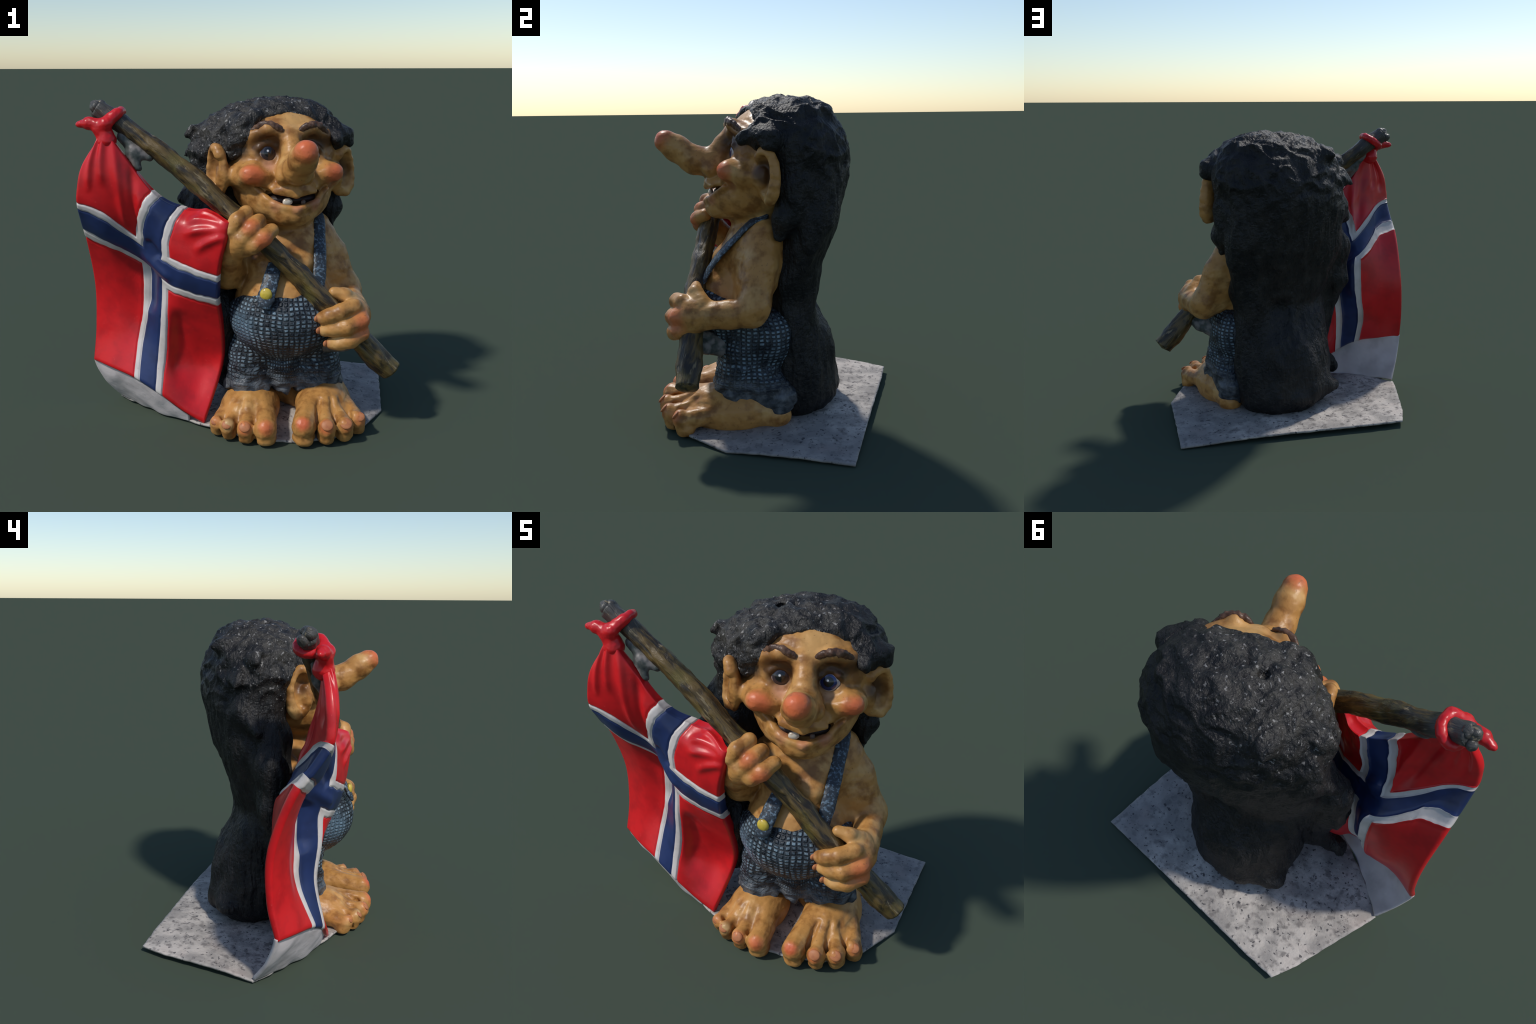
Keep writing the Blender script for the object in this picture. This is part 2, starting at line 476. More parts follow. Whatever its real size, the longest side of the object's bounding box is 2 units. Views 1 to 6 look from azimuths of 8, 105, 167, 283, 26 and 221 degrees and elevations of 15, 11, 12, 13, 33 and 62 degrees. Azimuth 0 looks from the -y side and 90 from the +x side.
# left arm, its fist round the pole
S.limb([(0.45, 0.05, 1.20, 0.085), (0.555, 0.050, 1.03, 0.080), (0.650, 0.035, 0.80, 0.084), (0.655, 0.015, 0.765, 0.086)], 0.05, ARML)
S.limb([(0.654, 0.015, 0.765, 0.086), (0.680, -0.11, 0.752, 0.080), (0.703, -0.20, 0.750, 0.075)], 0.03, ARML)
S.limb([(0.703, -0.20, 0.750, 0.075), (0.705, -0.30, 0.740, 0.100)], 0.03, HANDL)
S.ball((0.715, -0.345, 0.72), (0.07, 0.075, 0.125), None, 0.03, HANDL)
S.limb([(0.700, -0.385, 0.815, 0.050), (0.625, -0.448, 0.800, 0.046), (0.562, -0.456, 0.775, 0.043), (0.520, -0.446, 0.757, 0.039)], 0.012, HANDL)
S.limb([(0.745, -0.398, 0.735, 0.052), (0.665, -0.460, 0.715, 0.047), (0.587, -0.456, 0.695, 0.043), (0.534, -0.440, 0.680, 0.037)], 0.008, HANDL)
S.limb([(0.752, -0.392, 0.655, 0.048), (0.690, -0.446, 0.628, 0.044), (0.627, -0.446, 0.608, 0.041), (0.576, -0.430, 0.597, 0.036)], 0.008, HANDL)
S.limb([(0.690, -0.27, 0.805, 0.06), (0.645, -0.325, 0.865, 0.042), (0.580, -0.345, 0.885, 0.032)], 0.02, HANDL)
# right arm behind the flag, fist in front of the pole
S.limb([(0.02, 0.0, 1.12, 0.10), (-0.07, -0.25, 0.95, 0.092), (-0.030, -0.38, 1.09, 0.070)], 0.04, ARMR)
S.limb([(-0.035, -0.38, 1.10, 0.068), (0.035, -0.435, 1.19, 0.075)], 0.03, HANDR)
S.ball((0.065, -0.44, 1.195), (0.105, 0.062, 0.085), None, 0.03, HANDR)
for a, b, c in (((-0.005, -0.462, 1.270, 0.048), (0.030, -0.458, 1.325, 0.046), (0.065, -0.390, 1.360, 0.042)),
                ((0.058, -0.480, 1.220, 0.047), (0.110, -0.468, 1.280, 0.046), (0.145, -0.400, 1.315, 0.042)),
                ((0.118, -0.478, 1.180, 0.047), (0.180, -0.470, 1.230, 0.045), (0.220, -0.405, 1.262, 0.042))):
    S.limb([a, b, c], 0.008, HANDR)
v, f, lab = S.skin()
v = relax(v, f, 2, 0.5)
n = vertex_normals(v, f)
wr = fractal(v * (1, 1, 1.6), 16, 3) * 0.004
v = v + n * wr[:, None]
SKIN_NAMES = {HEAD: "head", NOSE: "nose", EARL: "ear", EARR: "ear", TORSO: "torso", ARML: "arm", HANDL: "hand", ARMR: "arm", HANDR: "hand"}
SKIN_MATS = {i: SKIN_HEAD if i in (HEAD, NOSE, EARL, EARR) else SKIN_BODY for i in SKIN_NAMES}
body = split(v, f, lab, SKIN_NAMES, SKIN_MATS)
for i in (NOSE, EARL, EARR):
    body[i].parent = body[HEAD]
HEAD_OBJ = body[HEAD]
del S


# ------------------------------------------------------------------ small face parts
def blob(name, c, r, mat, parent=ROOT, axes=None, seg=32, bump=0.0, scale=20):
    th = np.linspace(0, math.pi, seg // 2 + 1)
    ph = np.arange(seg) * math.tau / seg
    u = np.array([(math.sin(t) * math.cos(p), math.sin(t) * math.sin(p), math.cos(t)) for t in th[1:-1] for p in ph] + [(0, 0, 1), (0, 0, -1)])
    A = np.eye(3) if axes is None else np.array(axes, float)
    v = (u * np.broadcast_to(r, (3,))) @ A + np.array(c)
    if bump:
        v = v + (u @ A) * (fractal(v, scale, 2) * bump)[:, None]
    m, k = len(th) - 2, len(u)
    f = [[i * seg + j, (i + 1) * seg + j, (i + 1) * seg + (j + 1) % seg, i * seg + (j + 1) % seg] for i in range(m - 1) for j in range(seg)]
    f += [[j, (j + 1) % seg, k - 2] for j in range(seg)] + [[(m - 1) * seg + (j + 1) % seg, (m - 1) * seg + j, k - 1] for j in range(seg)]
    return add_mesh(name, v, f, mat, parent)


def eye_material(name, c, look, iris, white):
    m = Mat(name, rough=0.15, spec=0.5, coat=0.6)
    look = np.array(look) / np.linalg.norm(look)
    p = np.array(c) + look * 0.076
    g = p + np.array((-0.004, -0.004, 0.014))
    col = m.mix(m.ramp(m.noise(30, 2), 0.4, 0.7), white, tuple(x * 0.7 for x in white))
    col = m.mix(m.spot(tuple(p), 0.044, 0.049), col, iris)
    col = m.mix(m.spot(tuple(p + (0, 0, 0.006)), 0.026, 0.032), col, (0.006, 0.006, 0.008))
    col = m.mix(m.spot(tuple(g), 0.006, 0.011), col, (0.7, 0.72, 0.75))  # white highlight painted onto the eye
    return m.done(col)


cl, cr = face(0.150, 0.112, 1.662), face(0.133, -0.145, 1.676)
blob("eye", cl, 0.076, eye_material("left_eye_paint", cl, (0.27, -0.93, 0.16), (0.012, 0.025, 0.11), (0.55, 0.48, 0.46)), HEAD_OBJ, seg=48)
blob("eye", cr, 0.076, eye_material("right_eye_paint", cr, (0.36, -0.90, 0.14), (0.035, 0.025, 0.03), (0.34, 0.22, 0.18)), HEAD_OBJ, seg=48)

MB = Mat("eyebrow_paint", 0.4, 0.4)
MB.bump(MB.noise(70, 3), 0.4, 0.006)
BROW = MB.done(MB.mix(MB.ramp(MB.noise(28, 3), 0.4, 0.65), (0.060, 0.028, 0.016), (0.14, 0.075, 0.045)))
for row in ([(0.222, 0.030, 1.802, 0.012), (0.226, 0.070, 1.832, 0.020), (0.226, 0.120, 1.844, 0.024), (0.192, 0.185, 1.818, 0.024), (0.150, 0.230, 1.765, 0.016)],
            [(0.222, -0.055, 1.802, 0.012), (0.224, -0.10, 1.835, 0.020), (0.212, -0.150, 1.848, 0.024), (0.168, -0.212, 1.818, 0.024), (0.128, -0.258, 1.762, 0.016)]):
    P = np.array([face(*q) for q in row])
    vv, ff = sweep(P[:, :3], P[:, 3], 20, 0.8, up=(0.36, -0.93, 0), steps=36, bump=lambda P, t, a: 0.009 * fractal(P, 34, 2) + 0.002 * np.sin(t * 60 + 2 * a))
    add_mesh("eyebrow", vv, ff, BROW, HEAD_OBJ)

MT = Mat("tooth_paint", 0.25, 0.5, 0.3)
TOOTH = MT.done(MT.mix(MT.ramp(MT.noise(40, 2), 0.4, 0.7), (0.62, 0.55, 0.45), (0.45, 0.36, 0.26)))
blob("tooth", face(0.334, -0.064, 1.416), (0.016, 0.030, 0.024), TOOTH, HEAD_OBJ, AX_FACE, 20, 0.004, 40)
MD = Mat("mouth_paint", 0.5, 0.3)
DARK = MD.done((0.02, 0.010, 0.009))
MT2 = Mat("dark_tooth_paint", 0.35, 0.4)  # second tooth in a darker colour
blob("tooth", face(0.322, 0.035, 1.405), (0.014, 0.016, 0.022), MT2.done((0.10, 0.06, 0.045)), HEAD_OBJ, AX_FACE, 16, 0.003, 40)
blob("mouth", face(0.215, -0.015, 1.420), (0.105, 0.17, 0.045), DARK, HEAD_OBJ, AX_FACE, 32)

# ------------------------------------------------------------------ hair
H = Field((-0.56, -0.38, -0.02), (0.80, 0.66, 2.08), 0.0085)
H.stack([(0.00, 0.13, 0.14, 0.24, 0.20, 12), (0.10, 0.10, 0.15, 0.335, 0.285, 12), (0.25, 0.10, 0.14, 0.37, 0.295, 14), (0.45, 0.105, 0.13, 0.365, 0.285, 16),
         (0.55, 0.11, 0.115, 0.36, 0.265, 18), (0.67, 0.11, 0.085, 0.36, 0.232, 18), (0.79, 0.11, 0.07, 0.35, 0.205, 18), (0.88, 0.11, 0.10, 0.38, 0.215, 18),
         (1.00, 0.105, 0.14, 0.40, 0.225, 19), (1.12, 0.095, 0.170, 0.43, 0.245, 20), (1.24, 0.088, 0.19, 0.450, 0.270, 22), (1.37, 0.080, 0.195, 0.445, 0.295, 24),
         (1.55, 0.093, 0.168, 0.450, 0.335, 24), (1.70, 0.118, 0.148, 0.465, 0.342, 23), (1.78, 0.135, 0.130, 0.435, 0.330, 22), (1.86, 0.152, 0.122, 0.378, 0.290, 22),
         (1.93, 0.178, 0.122, 0.285, 0.232, 22), (1.967, 0.185, 0.122, 0.18, 0.155, 22), (1.988, 0.185, 0.122, 0.06, 0.05, 22)], 0.0, 1)
H.limb([(0.29, 0.235, 1.14, 0.13), (0.34, 0.235, 0.97, 0.12), (0.33, 0.235, 0.86, 0.10), (0.30, 0.24, 0.55, 0.10)], 0.05, 1)
# the face opening and room for the ears
H.ball(face(0.31, -0.012, 1.56), (0.39, 0.315, 0.415), AX_FACE, 0.02, cut=True)
H.ball(face(0.34, -0.01, 1.40), (0.34, 0.37, 0.26), AX_FACE, 0.04, cut=True)
H.ball((-0.16, -0.25, 1.56), (0.13, 0.10, 0.16), None, 0.03, cut=True)
H.ball((0.67, 0.04, 1.53), (0.10, 0.10, 0.16), None, 0.03, cut=True)
H.limb([(0.47, 0.22, 1.66, 0.10), (0.49, 0.235, 1.50, 0.10), (0.47, 0.24, 1.36, 0.10)], 0.05, 1)
H.clip(lambda X, Y, Z: np.where(Z < 1.25, -0.10 - 0.12 * (X - 0.2) ** 2 - Y, -1))
H.limb([(-0.20, 0.02, 1.25, 0.13), (-0.22, -0.10, 0.95, 0.13), (-0.15, -0.20, 0.68, 0.13), (-0.15, -0.15, 0.35, 0.12)], 0.06, 1)
H.limb([(-0.27, -0.05, 1.34, 0.08), (-0.355, -0.075, 1.14, 0.105), (-0.365, -0.10, 0.88, 0.09), (-0.27, -0.14, 0.60, 0.080), (-0.24, -0.17, 0.30, 0.08), (-0.38, -0.24, 0.13, 0.06)], 0.06, 1)
# locks that hang over the temples, and the ragged overhang at the back right
H.limb([face(0.0, 0.25, 1.87, 0.05), face(0.08, 0.285, 1.80, 0.040), face(0.175, 0.285, 1.757, 0.020)], 0.03, 1)
H.limb([face(0.07, -0.28, 1.85, 0.07), face(0.085, -0.325, 1.76, 0.050), face(0.09, -0.335, 1.67, 0.030)], 0.03, 1)
H.limb([face(0.09, -0.20, 1.89, 0.035), face(0.125, -0.265, 1.80, 0.032), face(0.105, -0.30, 1.70, 0.030)], 0.03, 1)
H.limb([(0.52, 0.10, 1.76, 0.09), (0.60, 0.12, 1.755, 0.05), (0.625, 0.13, 1.72, 0.025)], 0.06, 1)
H.limb([face(-0.03, 0.325, 1.78, 0.06), face(0.08, 0.325, 1.745, 0.045), face(0.15, 0.31, 1.735, 0.02)], 0.04, 1)
H.limb([(-0.17, 0.02, 1.45, 0.10), (-0.16, -0.06, 1.30, 0.10), (-0.12, -0.06, 1.12, 0.10)], 0.06, 1)
for tip in ((-0.21, 0.315, 1.838), (-0.235, 0.215, 1.79), (-0.30, 0.18, 1.69), (-0.41, 0.13, 1.62), (-0.375, 0.015, 1.765), (-0.07, 0.29, 1.87)):
    t = np.array(tip); b = np.array((-0.06, 0.09, 1.80))
    H.limb([(*b, 0.12), (*(b + (t - b) * 0.72), 0.055), (*t, 0.006)], 0.04, 1)
H.limb([(0.48, 0.24, 1.45, 0.11), (0.525, 0.19, 1.30, 0.075), (0.525, 0.16, 1.20, 0.04)], 0.05, 1)
H.ball((0.042, 0.041, 1.965), (0.022, 0.035, 0.04), None, 0.01, cut=True)
H.limb([(-0.30, 0.10, 1.45, 0.10), (-0.40, 0.0, 1.36, 0.04)], 0.04, 1)
H.limb([(-0.10, 0.25, 0.20, 0.12), (-0.25, 0.22, 0.17, 0.06)], 0.05, 1)
v, f, lab = H.skin()
v = relax(v, f, 2, 0.5)
n = vertex_normals(v, f)
crown = sstep(1.35, 1.75, v[:, 2])
warp = np.stack([noise(v + s, 6) for s in (0, 7, 13)], 1) * 0.07
lump = 1 - np.abs(noise(v + warp, 8.5)) * 3.0
curl = 1 - np.abs(noise(v + warp, 17)) * 2.6
strand = fractal((v + warp * 0.6) * (1, 1, 0.22), 17, 3)
lock = noise((v + warp) * (1, 1, 0.40), 8)
amt = crown * (0.020 * lump + 0.009 * curl) + (1 - crown) * (0.016 * strand + 0.024 * lock)
amt = amt + 0.010 * noise(v, 4) - 0.010
v = v + n * np.clip(amt, -0.035, 0.032)[:, None]
v[:, 2] = np.maximum(v[:, 2], 0.02)
MH = Mat("hair_paint", 0.5, 0.3, 0.0)
hc = MH.mix(MH.ramp(MH.noise(11, 4), 0.4, 0.68), (0.008, 0.008, 0.009), (0.021, 0.019, 0.018))
lit_crown = MH.math("MULTIPLY", MH.spot((0.02, -0.12, 1.90), 0.34, 0.52, wob=0.16), MH.ramp(MH.noise(13, 4), 0.36, 0.64))  # crown painted paler, copying where the scan was lit
hc = MH.mix(lit_crown, hc, (0.044, 0.040, 0.035))
hc = MH.mix(MH.math("MULTIPLY", MH.ramp(MH.noise(48, 2), 0.62, 0.70), MH.spot((0.02, -0.12, 1.85), 0.36, 0.6, (1, 1, 1), 0.15)), hc, (0.22, 0.21, 0.20))  # pale flecks copy baked shine on the crown
MH.bump(MH.math("ADD", MH.noise(45, 3), MH.noise(60, 3, MH.scaled((1, 1, 0.15)))), 0.8, 0.014)
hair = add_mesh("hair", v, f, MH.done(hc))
hair["kind"] = "stuff"
del H

# ------------------------------------------------------------------ trousers
WX, WY = 0.27, -0.14        # weave runs round this upright axis
T = Field((-0.24, -0.58, 0.02), (0.74, 0.42, 1.00), 0.0065)
T.ball((0.272, -0.197, 0.695), (0.342, 0.325, 0.272), None, 0.03, 1)
T.ball((0.240, 0.00, 0.54), (0.340, 0.25, 0.27), None, 0.04, 1)
T.ball((0.425, 0.02, 0.58), (0.155, 0.165, 0.16), None, 0.06, 1)
T.limb([(0.070, -0.195, 0.45, 0.150), (0.058, -0.200, 0.30, 0.142), (0.055, -0.230, 0.17, 0.162)], 0.05, 1)
T.limb([(0.27, -0.21, 0.38, 0.11), (0.27, -0.19, 0.20, 0.10)], 0.04, 1)
T.limb([(0.455, -0.10, 0.45, 0.15), (0.472, -0.105, 0.30, 0.148), (0.480, -0.13, 0.17, 0.172)], 0.05, 1)
T.limb([(0.455, 0.0, 0.28, 0.14), (0.455, 0.11, 0.18, 0.125)], 0.05, 1)
T.limb([(0.06, 0.0, 0.28, 0.14), (0.04, 0.10, 0.18, 0.14)], 0.05, 1)
T.clip(lambda X, Y, Z: Z - (0.875 - 0.5 * np.clip(0.20 - X, 0, 1) ** 1.6 - 0.30 * np.clip(Y + 0.38, 0, 1) + 0.006 * np.sin(X * 50)))
T.clip(lambda X, Y, Z: 0.205 + 0.012 * np.sin(X * 95 + 20 * Y) + 0.016 * np.sin(X * 37 + Y * 44) - 0.14 * sstep(-0.22, 0.10, Y) - Z)
v, f, lab = T.skin()
v = relax(v, f, 2, 0.5)
n = vertex_normals(v, f)
az = np.arctan2(v[:, 0] - WX, -(v[:, 1] - WY))
weave = 0.25 * (0.5 + 0.5 * np.sin(az * 66)) * (0.5 + 0.5 * np.sin(v[:, 2] * 265 + 1.2 * np.sin(az * 3))) * (0.6 + 1.1 * noise(v, 7))
soft = sstep(0.36, 0.48, v[:, 2])
v = v + n * (0.011 * weave * (0.15 + 0.85 * soft) + 0.010 * noise(v, 8) + (1 - soft) * 0.022 * noise(v * (1, 1, 2.0), 14))[:, None]
MJ = Mat("denim_paint", 0.45, 0.4)
sx = MJ.node("ShaderNodeSeparateXYZ"); MJ.put(sx.inputs[0], MJ.co)
wobble = lambda k: MJ.math("MULTIPLY", MJ.math("SUBTRACT", MJ.noise(k, 2), 0.5), 8.0)
azn = MJ.math("ARCTAN2", MJ.math("SUBTRACT", sx.outputs[0], WX), MJ.math("SUBTRACT", WY, sx.outputs[1]))
grid = lambda x: MJ.ramp(MJ.math("SINE", x), -0.95, 0.1)
wv = MJ.math("MULTIPLY", grid(MJ.math("ADD", MJ.math("MULTIPLY", azn, 66.0), wobble(7.0))),
             grid(MJ.math("ADD", MJ.math("ADD", MJ.math("MULTIPLY", sx.outputs[2], 265.0), wobble(9.0)), MJ.math("MULTIPLY", MJ.math("SINE", MJ.math("MULTIPLY", azn, 3.0)), 1.2))))
worn = MJ.math("MULTIPLY", MJ.math("MULTIPLY", wv, MJ.ramp(sx.outputs[2], 0.26, 0.38)), MJ.ramp(MJ.noise(16, 4), 0.40, 0.66))
jc = MJ.mix(MJ.ramp(MJ.noise(9, 3), 0.4, 0.7), (0.016, 0.020, 0.027), (0.038, 0.048, 0.060))
jc = MJ.mix(worn, jc, (0.21, 0.29, 0.35))
jc = MJ.mix(MJ.math("MULTIPLY", MJ.spot((0.03, -0.44, 0.66), 0.04, 0.15, wob=0.12), 0.6), jc, (0.13, 0.21, 0.28))
jc = MJ.mix(MJ.math("MULTIPLY", MJ.ramp(sx.outputs[2], 0.36, 0.26), MJ.ramp(MJ.noise(14, 3), 0.38, 0.70)), jc, (0.125, 0.135, 0.145))
MJ.bump(MJ.math("ADD", MJ.math("MULTIPLY", wv, MJ.ramp(sx.outputs[2], 0.22, 0.38)), MJ.math("MULTIPLY", MJ.noise(50, 3), 0.6)), 0.8, 0.012)
DENIM = MJ.done(jc)
trousers = add_mesh("trousers", v, f, DENIM)
del T

# bib tab, button and shoulder strap
MS = Mat("strap_paint", 0.45, 0.4)
MS.bump(MS.noise(60, 2), 0.4, 0.008)
STRAP = MS.done(MS.mix(MS.ramp(MS.noise(58, 2), 0.48, 0.68), (0.026, 0.034, 0.045), (0.13, 0.19, 0.25)))
fray = lambda P, t, a: 0.004 * fractal(P, 45, 2)
vv, ff = sweep([(0.235, -0.36, 1.05), (0.220, -0.425, 0.985), (0.205, -0.468, 0.92), (0.190, -0.505, 0.855), (0.185, -0.520, 0.825)],
               [0.042, 0.046, 0.048, 0.046, 0.024], 20, 0.36, up=(0.05, -0.85, 0.5), steps=30, bump=fray)
add_mesh("strap", vv, ff, STRAP, trousers)
vv, ff = sweep([(0.44, 0.06, 1.30), (0.468, -0.02, 1.265), (0.480, -0.12, 1.17), (0.490, -0.215, 1.07), (0.492, -0.29, 0.97), (0.485, -0.345, 0.87)],
               [0.040, 0.040, 0.040, 0.042, 0.042, 0.038], 20, 0.34, up=(0.45, -0.8, 0.4), steps=44, bump=fray)
add_mesh("strap", vv, ff, STRAP, trousers)
MY = Mat("button_paint", 0.3, 0.5, 0.3)
blob("button", (0.197, -0.497, 0.902), (0.036, 0.020, 0.040), MY.done(MY.mix(MY.ramp(MY.noise(30, 2), 0.4, 0.7), (0.62, 0.46, 0.06), (0.38, 0.24, 0.03))), trousers, seg=24)

# ------------------------------------------------------------------ feet
toe_spots = [((0.215, -0.65, 0.14), 0.015, 0.065, ROSE, 0.75), ((0.088, -0.64, 0.12), 0.02, 0.06, ROSE, 0.7), ((-0.02, -0.60, 0.12), 0.0, 0.06, (0.66, 0.46, 0.22), 0.6),
             ((-0.10, -0.55, 0.11), 0.01, 0.05, ROSE, 0.4), ((0.428, -0.63, 0.17), 0.015, 0.065, ROSE_DEEP, 0.75), ((0.566, -0.60, 0.14), 0.02, 0.065, ROSE, 0.65),
             ((0.69, -0.54, 0.13), 0.02, 0.06, ROSE, 0.35), ((0.76, -0.43, 0.12), 0.02, 0.06, ROSE, 0.5)]
SKIN_FOOT = skin_material("foot_skin_paint", toe_spots)
FT = Field((-0.24, -0.74, -0.03), (0.88, 0.34, 0.34), 0.0065)
FT.ball((0.075, -0.30, 0.10), (0.185, 0.23, 0.145), None, 0.03, 1)
FT.limb([(0.06, -0.15, 0.14, 0.14), (0.05, 0.08, 0.09, 0.11)], 0.04, 1)
for row in ([(0.160, -0.38, 0.125, 0.085), (0.207, -0.600, 0.100, 0.070)], [(0.075, -0.38, 0.13, 0.062), (0.088, -0.602, 0.092, 0.053)],
            [(0.000, -0.38, 0.12, 0.058), (-0.020, -0.572, 0.087, 0.049)], [(-0.050, -0.34, 0.10, 0.055), (-0.096, -0.527, 0.079, 0.046)]):
    FT.limb(row, 0.018, 1)
    x, y, z, r = row[1]
    FT.ball((x, y - 0.010, z + 0.026), (r * 0.85, r * 0.75, r * 0.70), None, 0.012, 1)
    FT.ball((x, y + 0.02, 0.04), (r * 0.95, r * 1.1, 0.045), None, 0.02, 1)
FT.ball((0.525, -0.20, 0.11), (0.175, 0.28, 0.155), None, 0.03, 2)
FT.limb([(0.36, -0.10, 0.11, 0.09), (0.24, -0.02, 0.11, 0.09)], 0.03, 2)
FT.limb([(0.49, -0.05, 0.14, 0.135), (0.49, 0.12, 0.085, 0.09)], 0.04, 2)
for row in ([(0.455, -0.36, 0.14, 0.082), (0.432, -0.575, 0.120, 0.071)], [(0.535, -0.36, 0.14, 0.064), (0.565, -0.552, 0.106, 0.056)],
            [(0.605, -0.33, 0.13, 0.062), (0.667, -0.497, 0.097, 0.056)], [(0.655, -0.24, 0.12, 0.062), (0.740, -0.398, 0.095, 0.054)]):
    FT.limb(row, 0.018, 2)
    x, y, z, r = row[1]
    FT.ball((x, y - 0.010, z + 0.028), (r * 0.85, r * 0.75, r * 0.70), None, 0.012, 2)
    FT.ball((x, y + 0.02, 0.045), (r * 0.98, r * 1.1, 0.05), None, 0.02, 2)
for cx, cy, toes in (((0.075, -0.30, [(0.205, -0.575), (0.086, -0.575), (-0.020, -0.545), (-0.092, -0.500)])), ((0.535, -0.22, [(0.432, -0.550), (0.562, -0.525), (0.658, -0.470), (0.727, -0.375)]))):
    for (xa, ya), (xb, yb) in zip(toes[:-1], toes[1:]):
        mx, my = (xa + xb) / 2, (ya + yb) / 2
        FT.limb([(cx + (mx - cx) * 0.62, cy + (my - cy) * 0.55, 0.215, 0.010), (mx, my, 0.135, 0.016), (mx * 1.0, my - 0.03, 0.04, 0.018)], 0.02, cut=True)
FT.clip(lambda X, Y, Z: 0.012 - Z)
v, f, lab = FT.skin()
v = relax(v, f, 2, 0.5)
n = vertex_normals(v, f)
v = v + n * (0.006 * fractal(v * (1, 0.5, 1), 20, 3))[:, None]
v[:, 2] = np.maximum(v[:, 2], 0.010)
feet = split(v, f, lab, {1: "foot", 2: "foot"}, {1: SKIN_FOOT, 2: SKIN_FOOT})
del FT
MN = Mat("nail_paint", 0.5, 0.3)
NAIL = MN.done(MN.mix(MN.ramp(MN.noise(30, 2), 0.4, 0.7), (0.44, 0.17, 0.07), (0.36, 0.12, 0.05)))
for foot, c, r in ((1, (0.089, -0.637, 0.128), 0.034), (1, (-0.024, -0.603, 0.118), 0.030), (1, (-0.104, -0.552, 0.108), 0.026), 
                   (2, (0.569, -0.590, 0.148), 0.036), (2, (0.678, -0.532, 0.136), 0.036), (2, (0.757, -0.428, 0.134), 0.032)):
    blob("toenail", (c[0], c[1] - 0.004, c[2] + 0.002), (r, 0.010, r * 0.9), NAIL, feet[foot], ((1, 0, 0), (0, 0.77, -0.64), (0, 0.64, 0.77)), 20)

for c in ((0.488, -0.462, 0.757), (0.500, -0.456, 0.682), (0.543, -0.448, 0.600)):
    blob("fingernail", c, (0.012, 0.020, 0.020), NAIL, body[HANDL], ((0.8, -0.6, 0), (0.6, 0.8, 0), (0, 0, 1)), 16)

# ------------------------------------------------------------------ pole
MP = Mat("wood_paint", 0.45, 0.45, 0.1)
turn = MP.node("ShaderNodeMapping"); MP.put(turn.inputs["Vector"], MP.co); turn.inputs["Rotation"].default_value = (0, -0.75, 0)
long = MP.node("ShaderNodeMapping"); MP.put(long.inputs["Vector"], turn.outputs[0]); long.inputs["Scale"].default_value = (0.22, 1.0, 1.0)
grain = MP.noise(26, 4, long.outputs[0], 0.6, 0.5)
pc = MP.mix(MP.ramp(grain, 0.40, 0.62), (0.022, 0.016, 0.010), (0.125, 0.080, 0.024))
pc = MP.mix(MP.ramp(MP.noise(5, 3), 0.5, 0.7, 0, 0.6), pc, (0.17, 0.135, 0.030))
pc = MP.mix(MP.spot((-0.84, -0.36, 1.98), 0.14, 0.34), pc, (0.055, 0.052, 0.046))
pc = MP.mix(MP.ramp(MP.noise(34, 3, long.outputs[0]), 0.62, 0.7, 0, 0.7), pc, (0.26, 0.20, 0.11))
MP.bump(grain, 0.9, 0.016)
WOOD = MP.done(pc)
POLE = [(-0.800, -0.345, 1.942), (-0.69, -0.350, 1.870), (-0.50, -0.362, 1.735), (-0.25, -0.376, 1.553), (-0.02, -0.388, 1.355), (0.16, -0.392, 1.205), (0.35, -0.386, 1.020), (0.55, -0.370, 0.800), (0.72, -0.333, 0.612), (0.85, -0.300, 0.470), (0.930, -0.280, 0.385)]
POLE_R = [0.050, 0.053, 0.058, 0.060, 0.059, 0.058, 0.060, 0.063, 0.067, 0.074, 0.070]
along = lambda P: P @ np.array((0.73, 0.03, -0.68))


def bark(P, t, a):
    q = np.stack([P @ np.array((0.73, 0, -0.68)) * 0.25, P[:, 1], P @ np.array((0.68, 0, 0.73))], 1)
    return 0.012 * noise(P, 7) + 0.014 * fractal(q, 17, 3) + 0.005 * noise(P, 24)


vv, ff = sweep(POLE, POLE_R, 40, 1.0, up=(0, -1, 0), steps=220, bump=bark)
pole = add_mesh("pole", vv, ff, WOOD)
for c, r in (((-0.812, -0.360, 1.950), 0.038), ((-0.785, -0.338, 1.962), 0.028), ((-0.825, -0.330, 1.918), 0.032)):
    blob("knot_in_wood", c, r, WOOD, pole, None, 28, 0.012, 22)

